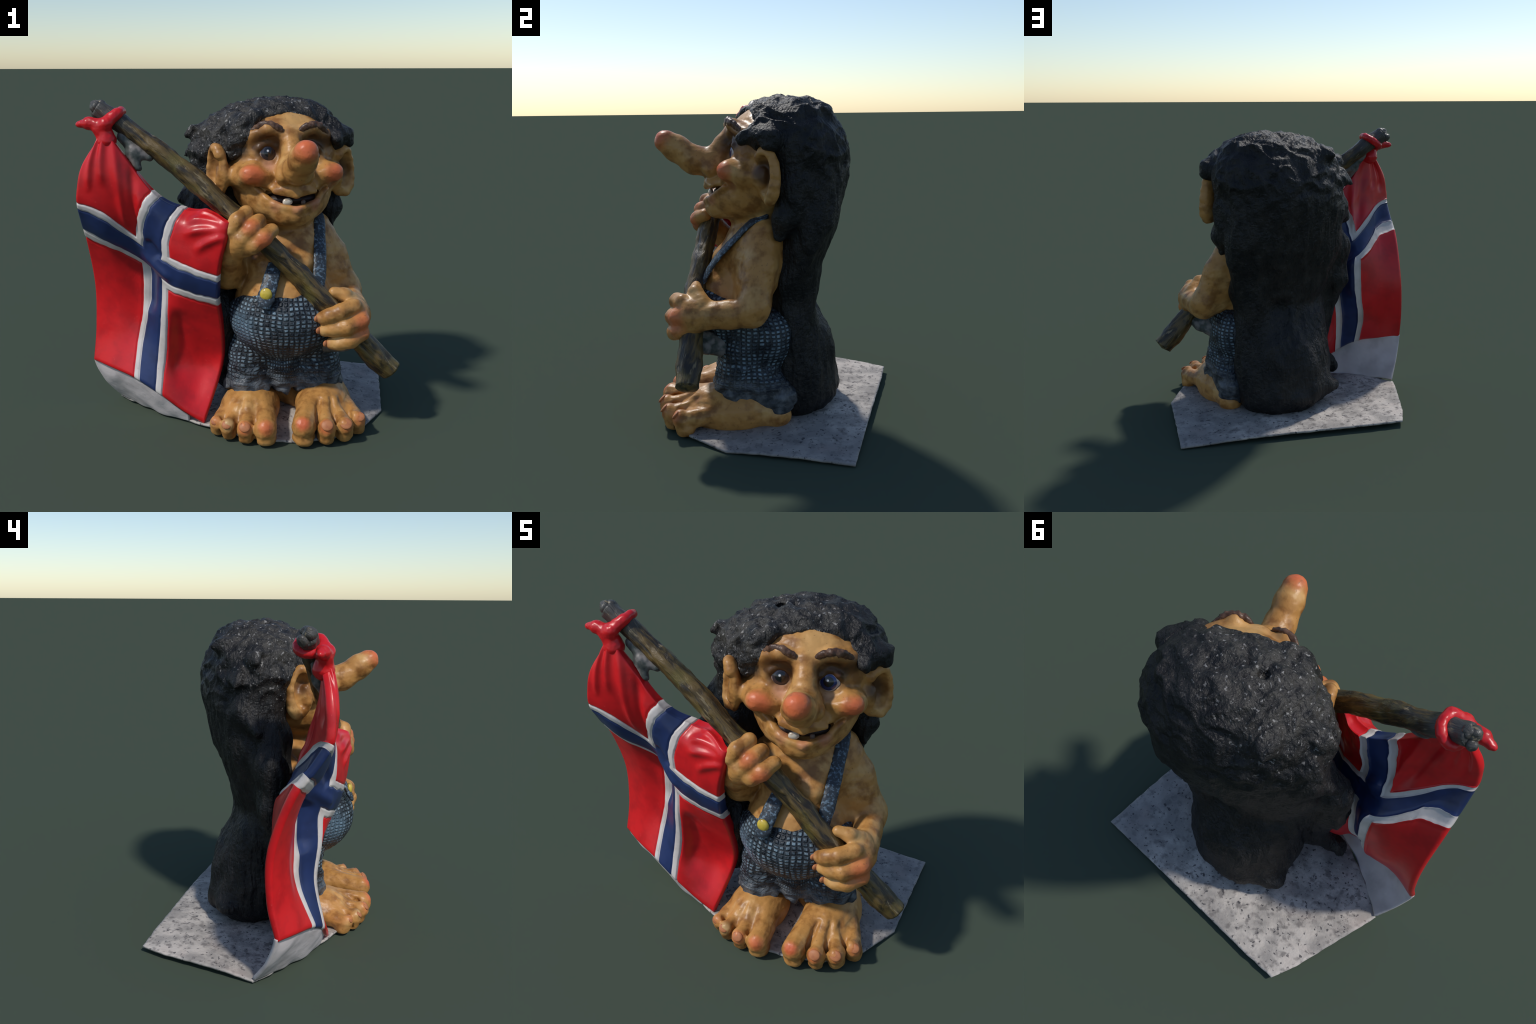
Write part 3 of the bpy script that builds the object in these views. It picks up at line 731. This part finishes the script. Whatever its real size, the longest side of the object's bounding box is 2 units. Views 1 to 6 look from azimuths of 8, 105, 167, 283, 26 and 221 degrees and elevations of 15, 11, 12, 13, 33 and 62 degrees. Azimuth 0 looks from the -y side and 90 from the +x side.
# ------------------------------------------------------------------ flag
SC = np.array((0.0, 0.20, 0.38, 0.61, 0.80, 1.0))
TC = np.array((0.0, 0.14, 0.28, 0.40, 0.50, 0.60, 0.72, 0.86, 1.0))
COLS = {
    0: [(-0.765, -0.440, 1.80), (-0.868, -0.498, 1.63), (-0.900, -0.515, 1.49), (-0.912, -0.500, 1.391), (-0.922, -0.430, 1.285), (-0.933, -0.330, 1.140), (-0.940, -0.220, 0.840), (-0.952, -0.208, 0.560), (-0.964, -0.257, 0.333)],
    1: [(-0.700, -0.455, 1.79), (-0.730, -0.495, 1.62), (-0.750, -0.500, 1.46), (-0.755, -0.482, 1.330), (-0.765, -0.435, 1.210), (-0.770, -0.345, 1.085), (-0.770, -0.268, 0.810), (-0.775, -0.278, 0.560), (-0.815, -0.338, 0.320)],
    2: [(-0.480, -0.440, 1.49), (-0.535, -0.468, 1.415), (-0.580, -0.445, 1.305), (-0.605, -0.395, 1.193), (-0.615, -0.335, 1.090), (-0.604, -0.285, 0.994), (-0.612, -0.270, 0.730), (-0.640, -0.285, 0.550), (-0.656, -0.398, 0.290)],
    3: [(-0.290, -0.385, 1.373), (-0.330, -0.455, 1.305), (-0.370, -0.470, 1.195), (-0.372, -0.468, 1.090), (-0.405, -0.440, 0.990), (-0.404, -0.412, 0.885), (-0.415, -0.408, 0.720), (-0.432, -0.385, 0.480), (-0.456, -0.443, 0.190)],
    4: [(-0.165, -0.405, 1.368), (-0.195, -0.485, 1.280), (-0.205, -0.490, 1.170), (-0.225, -0.492, 1.050), (-0.235, -0.475, 0.950), (-0.250, -0.438, 0.850), (-0.250, -0.365, 0.650), (-0.255, -0.295, 0.370), (-0.320, -0.443, 0.100)],
    5: [(-0.015, -0.495, 1.322), (-0.030, -0.515, 1.220), (-0.060, -0.515, 1.120), (-0.080, -0.495, 1.010), (-0.088, -0.468, 0.910), (-0.096, -0.433, 0.818), (-0.087, -0.350, 0.600), (-0.105, -0.315, 0.370), (-0.195, -0.440, 0.022)],
}
GRID = np.array([COLS[i] for i in range(6)])            # column, row, xyz
NS, NT = 210, 260
# wobbly painted edges: stripe borders at s and t
S_EDGE, T_EDGE = (0.385, 0.430, 0.552, 0.605), (0.395, 0.435, 0.560, 0.600)
ss, tt = np.linspace(0, 1, NS), np.linspace(0, 1, NT)
def snap(u, edges):
    u = u.copy()
    for e in edges:
        u[np.argmin(np.abs(u - e))] = e
    return u


rows = np.stack([[spline(TC, GRID[c, :, k], tt) for k in range(3)] for c in range(6)])        # col, xyz, NT
fine = np.stack([spline(SC, rows[:, k, j], ss) for j in range(NT) for k in range(3)]).reshape(NT, 3, NS).transpose(2, 0, 1)
AG, BG = np.meshgrid(snap(ss, S_EDGE), snap(tt, T_EDGE), indexing="ij")
hem_fade = np.sqrt(np.clip(np.minimum(np.minimum(AG, 1 - AG), np.minimum(BG, 1 - BG)) * 12, 0, 1))
wob = lambda k: 0.011 * fractal(np.stack([AG * 9 + k, BG * 9, AG * 0 + k], 2).reshape(-1, 3), 1, 3).reshape(AG.shape) * hem_fade
SG = np.clip(AG + wob(3.3), 0, 1)
TG = np.clip(BG + wob(8.1) + 0.02 * np.sin((AG - 0.5) * 3) * np.sin(np.pi * BG), 0, 1)
x, y = SG * (NS - 1), TG * (NT - 1)
i, j = np.minimum(x.astype(int), NS - 2), np.minimum(y.astype(int), NT - 2)
a, b = (x - i)[..., None], (y - j)[..., None]
sheet = fine[i, j] * (1 - a) * (1 - b) + fine[i + 1, j] * a * (1 - b) + fine[i, j + 1] * (1 - a) * b + fine[i + 1, j + 1] * a * b
du, dv = np.gradient(sheet, axis=0), np.gradient(sheet, axis=1)
nrm = np.cross(du, dv); nrm /= np.linalg.norm(nrm, axis=2)[..., None]
if nrm[:, :, 1].mean() > 0:
    nrm = -nrm


def fold(s0, t0, s1, t1, width, height):
    """a ridge along a segment of the sheet, fading at its ends"""
    d = np.array((s1 - s0, t1 - t0)); L2 = d @ d
    q = ((SG - s0) * d[0] + (TG - t0) * d[1]) / L2
    w = np.abs((SG - s0) * -d[1] + (TG - t0) * d[0]) / math.sqrt(L2)
    return height * np.exp(-(w / width) ** 2) * sstep(-0.15, 0.2, q) * (1 - sstep(0.8, 1.15, q))


lift = 0.006 * noise(np.stack([SG * 4, TG * 5, SG * 0], 2).reshape(-1, 3)).reshape(SG.shape)
for args in ((1.0, 0.03, 0.70, 0.10, 0.030, 0.020), (1.0, 0.06, 0.72, 0.20, 0.030, 0.016), (1.0, 0.0, 0.75, 0.02, 0.025, 0.014), (0.98, 0.12, 0.80, 0.30, 0.03, 0.018),
             (0.06, 0.0, 0.10, 0.26, 0.028, 0.015), (0.14, 0.0, 0.19, 0.22, 0.025, 0.014), (0.22, 0.0, 0.33, 0.34, 0.025, 0.018), (0.30, 0.0, 0.40, 0.36, 0.02, -0.018),
             (0.44, 0.47, 0.64, 0.52, 0.030, 0.014), (0.46, 0.36, 0.54, 0.43, 0.03, -0.016), (0.45, 0.56, 0.45, 0.72, 0.045, -0.030), (0.69, 0.70, 0.69, 0.93, 0.06, -0.032)):
    lift = lift + fold(*args)
lines = lambda g, edges, w: np.min([np.abs(g - e) * w for e in edges], axis=0)
on_white = ((AG > S_EDGE[0]) & (AG < S_EDGE[3])) | ((BG > T_EDGE[0]) & (BG < T_EDGE[3]))
sgap, tgap = lines(AG, S_EDGE, 0.9), lines(BG, T_EDGE, 1.1)
sgap = np.where((BG > T_EDGE[1]) & (BG < T_EDGE[2]), 1, np.where((BG > T_EDGE[0]) & (BG < T_EDGE[3]), lines(AG, S_EDGE[1:3], 0.9), sgap))
tgap = np.where((AG > S_EDGE[1]) & (AG < S_EDGE[2]), 1, np.where((AG > S_EDGE[0]) & (AG < S_EDGE[3]), lines(BG, T_EDGE[1:3], 1.1), tgap))
lift = lift - 0.006 * np.exp(-(np.minimum(sgap, tgap) / 0.006) ** 2) + np.where(on_white, 0.003, 0.0)
front = sheet + nrm * lift[..., None]
# thin rims, thick heart; rounded borders
rim = np.minimum(np.minimum(SG, 1 - SG) * 0.9, np.minimum(TG, 1 - TG) * 1.3)
thick = 0.03 + np.interp(SG, (0, 0.2, 0.38, 0.5, 0.62, 0.8, 1), (0.015, 0.075, 0.105, 0.125, 0.14, 0.12, 0.04)) * (0.2 + 0.8 * sstep(-0.05, 0.2, TG)) * (1 - 0.55 * sstep(0.75, 1.0, TG))
roundness = np.sqrt(np.clip(1 - (1 - np.clip(rim / 0.02, 0, 1)) ** 2, 0, 1))
lean = sstep(0.05, 0.45, SG)[..., None]                   # the back swings round to meet the hair
rear = -nrm * (1 - lean) + np.array((0.12, 0.98, 0.0)) * lean
front = front - nrm * (0.018 * (1 - roundness))[..., None]
back = front + rear * (thick * (0.3 + 0.7 * roundness))[..., None]
idx = np.arange(NS * NT).reshape(NS, NT)
fq = np.stack([idx[:-1, :-1], idx[:-1, 1:], idx[1:, 1:], idx[1:, :-1]], 2).reshape(-1, 4)
def paint(a, b):
    inside = lambda q, e, i, j: (q > e[i]) & (q < e[j])
    return np.where(inside(a, S_EDGE, 1, 2) | inside(b, T_EDGE, 1, 2), 2, np.where(inside(a, S_EDGE, 0, 3) | inside(b, T_EDGE, 0, 3), 1, 0))


sq = ((AG[:-1, :-1] + AG[1:, :-1]) / 2).reshape(-1)
tq = ((BG[:-1, :-1] + BG[:-1, 1:]) / 2).reshape(-1)
kq = paint(sq, tq)
M = NS * NT
loop = np.concatenate([idx[:-1, 0], idx[-1, :-1], idx[:0:-1, -1], idx[0, :0:-1]])
nx = np.roll(loop, -1)
cq = np.stack([loop, nx, nx + M, loop + M], 1)
allv = np.concatenate([front.reshape(-1, 3), back.reshape(-1, 3)])
allf = np.concatenate([fq, fq[:, ::-1] + M, cq])
tri = allv[fq[1000]]
if np.cross(tri[1] - tri[0], tri[2] - tri[1]) @ nrm.reshape(-1, 3)[fq[1000][0]] < 0:
    allf = allf[:, ::-1]
quad = np.where(sq < 0.5, 0, 1) + np.where(tq < 0.5, 0, 2)
part = np.where(kq == 0, 10 + quad, kq)
sl, tl = ((q.reshape(-1)[loop] + q.reshape(-1)[nx]) / 2 for q in (AG, BG))
kl = paint(sl, tl)
pl = np.where(kl == 0, 10 + np.where(sl < 0.5, 0, 1) + np.where(tl < 0.5, 0, 2), kl)
allp = np.concatenate([part, part, pl])
an = vertex_normals(allv, allf)


def cloth_paint(name, a, b, spots):
    m = Mat(name, 0.36, 0.4, 0.08)
    c = m.mix(m.ramp(m.noise(8, 4), 0.4, 0.7), a, b)
    c = m.mix(m.ramp(m.noise(70, 2), 0.68, 0.75, 0, 0.5), c, spots)
    m.bump(m.noise(30, 3), 0.12, 0.008)
    return m.done(c)


RED = cloth_paint("red_paint", (0.60, 0.010, 0.014), (0.46, 0.008, 0.012), (0.62, 0.06, 0.06))
WHITE = cloth_paint("white_paint", (0.62, 0.57, 0.54), (0.50, 0.45, 0.42), (0.40, 0.34, 0.30))
BLUE = cloth_paint("blue_paint", (0.018, 0.034, 0.115), (0.013, 0.024, 0.080), (0.03, 0.05, 0.15))
FLAG = bpy.data.objects.new("flag", None)
bpy.context.scene.collection.objects.link(FLAG); FLAG.parent = ROOT
for pid, name, mat in ((10, "red_field", RED), (11, "red_field", RED), (12, "red_field", RED), (13, "red_field", RED), (1, "white_border", WHITE), (2, "blue_cross", BLUE)):
    ff = allf[allp == pid]
    used, inv = np.unique(ff, return_inverse=True)
    add_mesh(name, allv[used], inv.reshape(ff.shape), mat, FLAG, an[used])

# the tied corner: gathered throat, band over the pole and a loose tip
K = Field((-0.98, -0.54, 1.70), (-0.56, -0.24, 2.02), 0.005)
K.limb([(-0.735, -0.425, 1.77, 0.060), (-0.745, -0.430, 1.83, 0.042)], 0.02, 1)
ring = [np.array((-0.720, -0.350, 1.888)) + 0.068 * (math.cos(a) * np.array((0.0, -1.0, 0.0)) + math.sin(a) * np.array((0.62, 0.0, 0.78))) - 0.028 * math.sin(a) * np.array((-0.5, 0, 0.5)) for a in np.linspace(0, math.tau, 15)]
K.limb([(*p, 0.021) for p in ring], 0.01, 1)
K.limb([(-0.775, -0.440, 1.825, 0.032), (-0.725, -0.445, 1.862, 0.032), (-0.665, -0.395, 1.918, 0.026)], 0.015, 1)
K.limb([(-0.745, -0.435, 1.850, 0.036), (-0.83, -0.432, 1.862, 0.034), (-0.885, -0.425, 1.856, 0.018), (-0.902, -0.425, 1.855, 0.010)], 0.015, 1)
v, f, lab = K.skin()
v = relax(v, f, 2, 0.5)
v = v + vertex_normals(v, f) * (0.004 * fractal(v, 30, 2))[:, None]
add_mesh("knot", v, f, RED, FLAG)

# grey filler web in the angle between pole and flag
W = Field((-0.72, -0.50, 1.46), (-0.36, -0.30, 1.82), 0.006)
W.limb([(-0.66, -0.375, 1.785, 0.030), (-0.57, -0.380, 1.695, 0.036), (-0.50, -0.375, 1.670, 0.026)], 0.03, 1)
W.limb([(-0.60, -0.395, 1.690, 0.032), (-0.555, -0.410, 1.610, 0.022)], 0.03, 1)
v, f, lab = W.skin()
v = relax(v, f, 2, 0.5)
MG = Mat("grey_filler_paint", 0.5, 0.4)
add_mesh("filler_web", v + vertex_normals(v, f) * (0.006 * fractal(v, 25, 2))[:, None], f, MG.done(MG.mix(MG.ramp(MG.noise(14, 3), 0.4, 0.65), (0.05, 0.06, 0.055), (0.20, 0.18, 0.17))))

W = Field((0.46, -0.44, 0.40), (0.84, -0.16, 0.72), 0.006)
W.limb([(0.74, -0.325, 0.590, 0.030), (0.65, -0.28, 0.535, 0.038), (0.55, -0.21, 0.50, 0.05)], 0.03, 1)
W.limb([(0.68, -0.34, 0.640, 0.030), (0.60, -0.27, 0.57, 0.038), (0.54, -0.21, 0.54, 0.04)], 0.03, 1)
v, f, lab = W.skin()
v = relax(v, f, 2, 0.5)
add_mesh("filler_web", v + vertex_normals(v, f) * (0.006 * fractal(v, 25, 2))[:, None], f, MG.m)

# ------------------------------------------------------------------ stone patch and the pale scrap under the flag
OUT = np.array([(0.895, 0.660), (0.50, 0.662), (0.0, 0.664), (-0.40, 0.666), (-0.625, 0.660), (-0.69, 0.50), (-0.757, 0.25), (-0.82, 0.02), (-0.845, -0.085), (-0.74, -0.17), (-0.60, -0.235), (-0.45, -0.305), (-0.28, -0.405),
                (-0.14, -0.470), (0.04, -0.548), (0.22, -0.560), (0.39, -0.556), (0.60, -0.50), (0.785, -0.335), (0.90, -0.075), (0.898, 0.30)])
closed = np.vstack([OUT, OUT[:1]])
s = np.concatenate([[0], np.cumsum(np.linalg.norm(np.diff(closed, axis=0), axis=1))])
m = 240
q = np.linspace(0, s[-1], m, endpoint=False)
q = np.sort(np.concatenate([q, s[[4, 8, 19]], s[:1] + 1e-4]))
m = len(q)
rimxy = np.stack([np.interp(q, s, closed[:, i]) for i in (0, 1)], 1)
ctr = np.array((0.1, 0.05))
rings = np.linspace(0.0, 1.0, 46)[1:]
xy = (ctr + (rimxy - ctr)[None] * rings[:, None, None]).reshape(-1, 2)
ragged = np.repeat(rings, m) > 0.99
p3 = np.c_[xy, xy[:, 0] * 0]
xy = xy + (ragged * 0.006 * noise(p3, 18))[:, None] * np.array((1, 1))


def stone_height(x, y):
    corner = lambda cx, cy, r: np.exp(-((x - cx) ** 2 + (y - cy) ** 2) / r ** 2)
    return 0.040 - 0.014 * sstep(0.2, 0.9, x) - 0.008 * corner(0.90, 0.66, 0.22) - 0.030 * corner(0.3, -0.62, 0.28) - 0.022 * corner(-0.84, -0.12, 0.16) - 0.02 * corner(-0.3, -0.45, 0.2) - 0.012 * corner(0.90, -0.07, 0.15)


top = 0.001 + stone_height(xy[:, 0], xy[:, 1]) + 0.0035 * fractal(np.c_[xy, xy[:, 0] * 0], 14, 3)
nr = len(rings)
top = np.maximum(top, 0.004)
topv = np.c_[xy, top]; botv = np.c_[xy, np.maximum(top - 0.012, 0.0)]
botv[: m * 20, 2] = 0.0
botv[np.argmin(botv[:, 2]), 2] = 0.0
vv = np.vstack([topv, botv, [(*ctr, 0.014)], [(*ctr, 0.002)]])
nb = nr * m
ff = []
for i in range(nr - 1):
    for j in range(m):
        a, b, c, d = i * m + j, (i + 1) * m + j, (i + 1) * m + (j + 1) % m, i * m + (j + 1) % m
        ff += [[a, b, c, d], [d + nb, c + nb, b + nb, a + nb]]
for j in range(m):
    a, b = (nr - 1) * m + j, (nr - 1) * m + (j + 1) % m
    ff += [[a, a + nb, b + nb, b], [j, (j + 1) % m, 2 * nb], [(j + 1) % m + nb, j + nb, 2 * nb + 1]]
MB2 = Mat("speckled_stone", 0.75, 0.25)
bc = MB2.mix(MB2.ramp(MB2.noise(7, 4), 0.38, 0.66), (0.32, 0.295, 0.27), (0.54, 0.49, 0.44))
bc = MB2.mix(MB2.ramp(MB2.noise(20, 3), 0.50, 0.68, 0, 0.8), bc, (0.17, 0.155, 0.145))
bx = MB2.node("ShaderNodeSeparateXYZ"); MB2.put(bx.inputs[0], MB2.co)
bc = MB2.mix(MB2.math("MULTIPLY", MB2.ramp(bx.outputs[0], 0.2, 0.85), 0.5), bc, (0.16, 0.155, 0.16))
bc = MB2.mix(MB2.ramp(MB2.noise(42, 2), 0.62, 0.68, 0, 0.85), bc, (0.05, 0.048, 0.055))
bc = MB2.mix(MB2.ramp(MB2.noise(3, 2), 0.55, 0.75, 0, 0.4), bc, (0.45, 0.36, 0.32))
MB2.bump(MB2.noise(50, 3), 0.35, 0.01)
base = add_mesh("base", vv, ff, MB2.done(bc))

# pale leftover sheet of the scan that flares from the flag's lower hem to the ground
hem = np.array([(-0.955, -0.235, 0.345), (-0.86, -0.275, 0.335), (-0.74, -0.325, 0.315), (-0.62, -0.370, 0.285), (-0.50, -0.405, 0.235), (-0.38, -0.415, 0.165), (-0.30, -0.41, 0.11)])
foot_line = np.array([(-0.838, -0.085, 0.030), (-0.775, -0.140, 0.027), (-0.69, -0.190, 0.024), (-0.60, -0.235, 0.022), (-0.50, -0.30, 0.022), (-0.40, -0.345, 0.022), (-0.30, -0.385, 0.02)])
na, nbb = 70, 30
ta = np.linspace(0, 6, na)
hp = np.stack([spline(np.arange(7), hem[:, i], ta) for i in range(3)], 1)
fp = np.stack([spline(np.arange(7), foot_line[:, i], ta) for i in range(3)], 1)
w = np.linspace(0, 1, nbb)
flare = w ** 1.5
surf = hp[:, None] * (1 - flare)[None, :, None] + fp[:, None] * flare[None, :, None]
surf[..., 2] = hp[:, None, 2] * (1 - w)[None] + fp[:, None, 2] * w[None]
nn = np.cross(np.gradient(surf, axis=0), np.gradient(surf, axis=1)); nn /= np.linalg.norm(nn, axis=2)[..., None]
surf = surf + nn * (0.018 * fractal(surf.reshape(-1, 3), 5, 2)).reshape(na, nbb, 1)
A, B = surf + nn * 0.012, surf - nn * 0.012
A[..., 2] = np.maximum(A[..., 2], 0.003); B[..., 2] = np.maximum(B[..., 2], 0.002)
idx = np.arange(na * nbb).reshape(na, nbb)
fq = np.stack([idx[:-1, :-1], idx[1:, :-1], idx[1:, 1:], idx[:-1, 1:]], 2).reshape(-1, 4)
loop = np.concatenate([idx[:-1, 0], idx[-1, :-1], idx[:0:-1, -1], idx[0, :0:-1]]); nx = np.roll(loop, -1)
ff = np.concatenate([fq, fq[:, ::-1] + na * nbb, np.stack([nx, loop, loop + na * nbb, nx + na * nbb], 1)])
MW = Mat("pale_scrap", 0.7, 0.2)
MW.bump(MW.noise(20, 3), 0.3, 0.01)
add_mesh("scan_scrap", np.concatenate([A.reshape(-1, 3), B.reshape(-1, 3)]), ff, MW.done(MW.mix(MW.ramp(MW.noise(6, 3), 0.4, 0.7), (0.60, 0.54, 0.53), (0.47, 0.42, 0.41))), base)
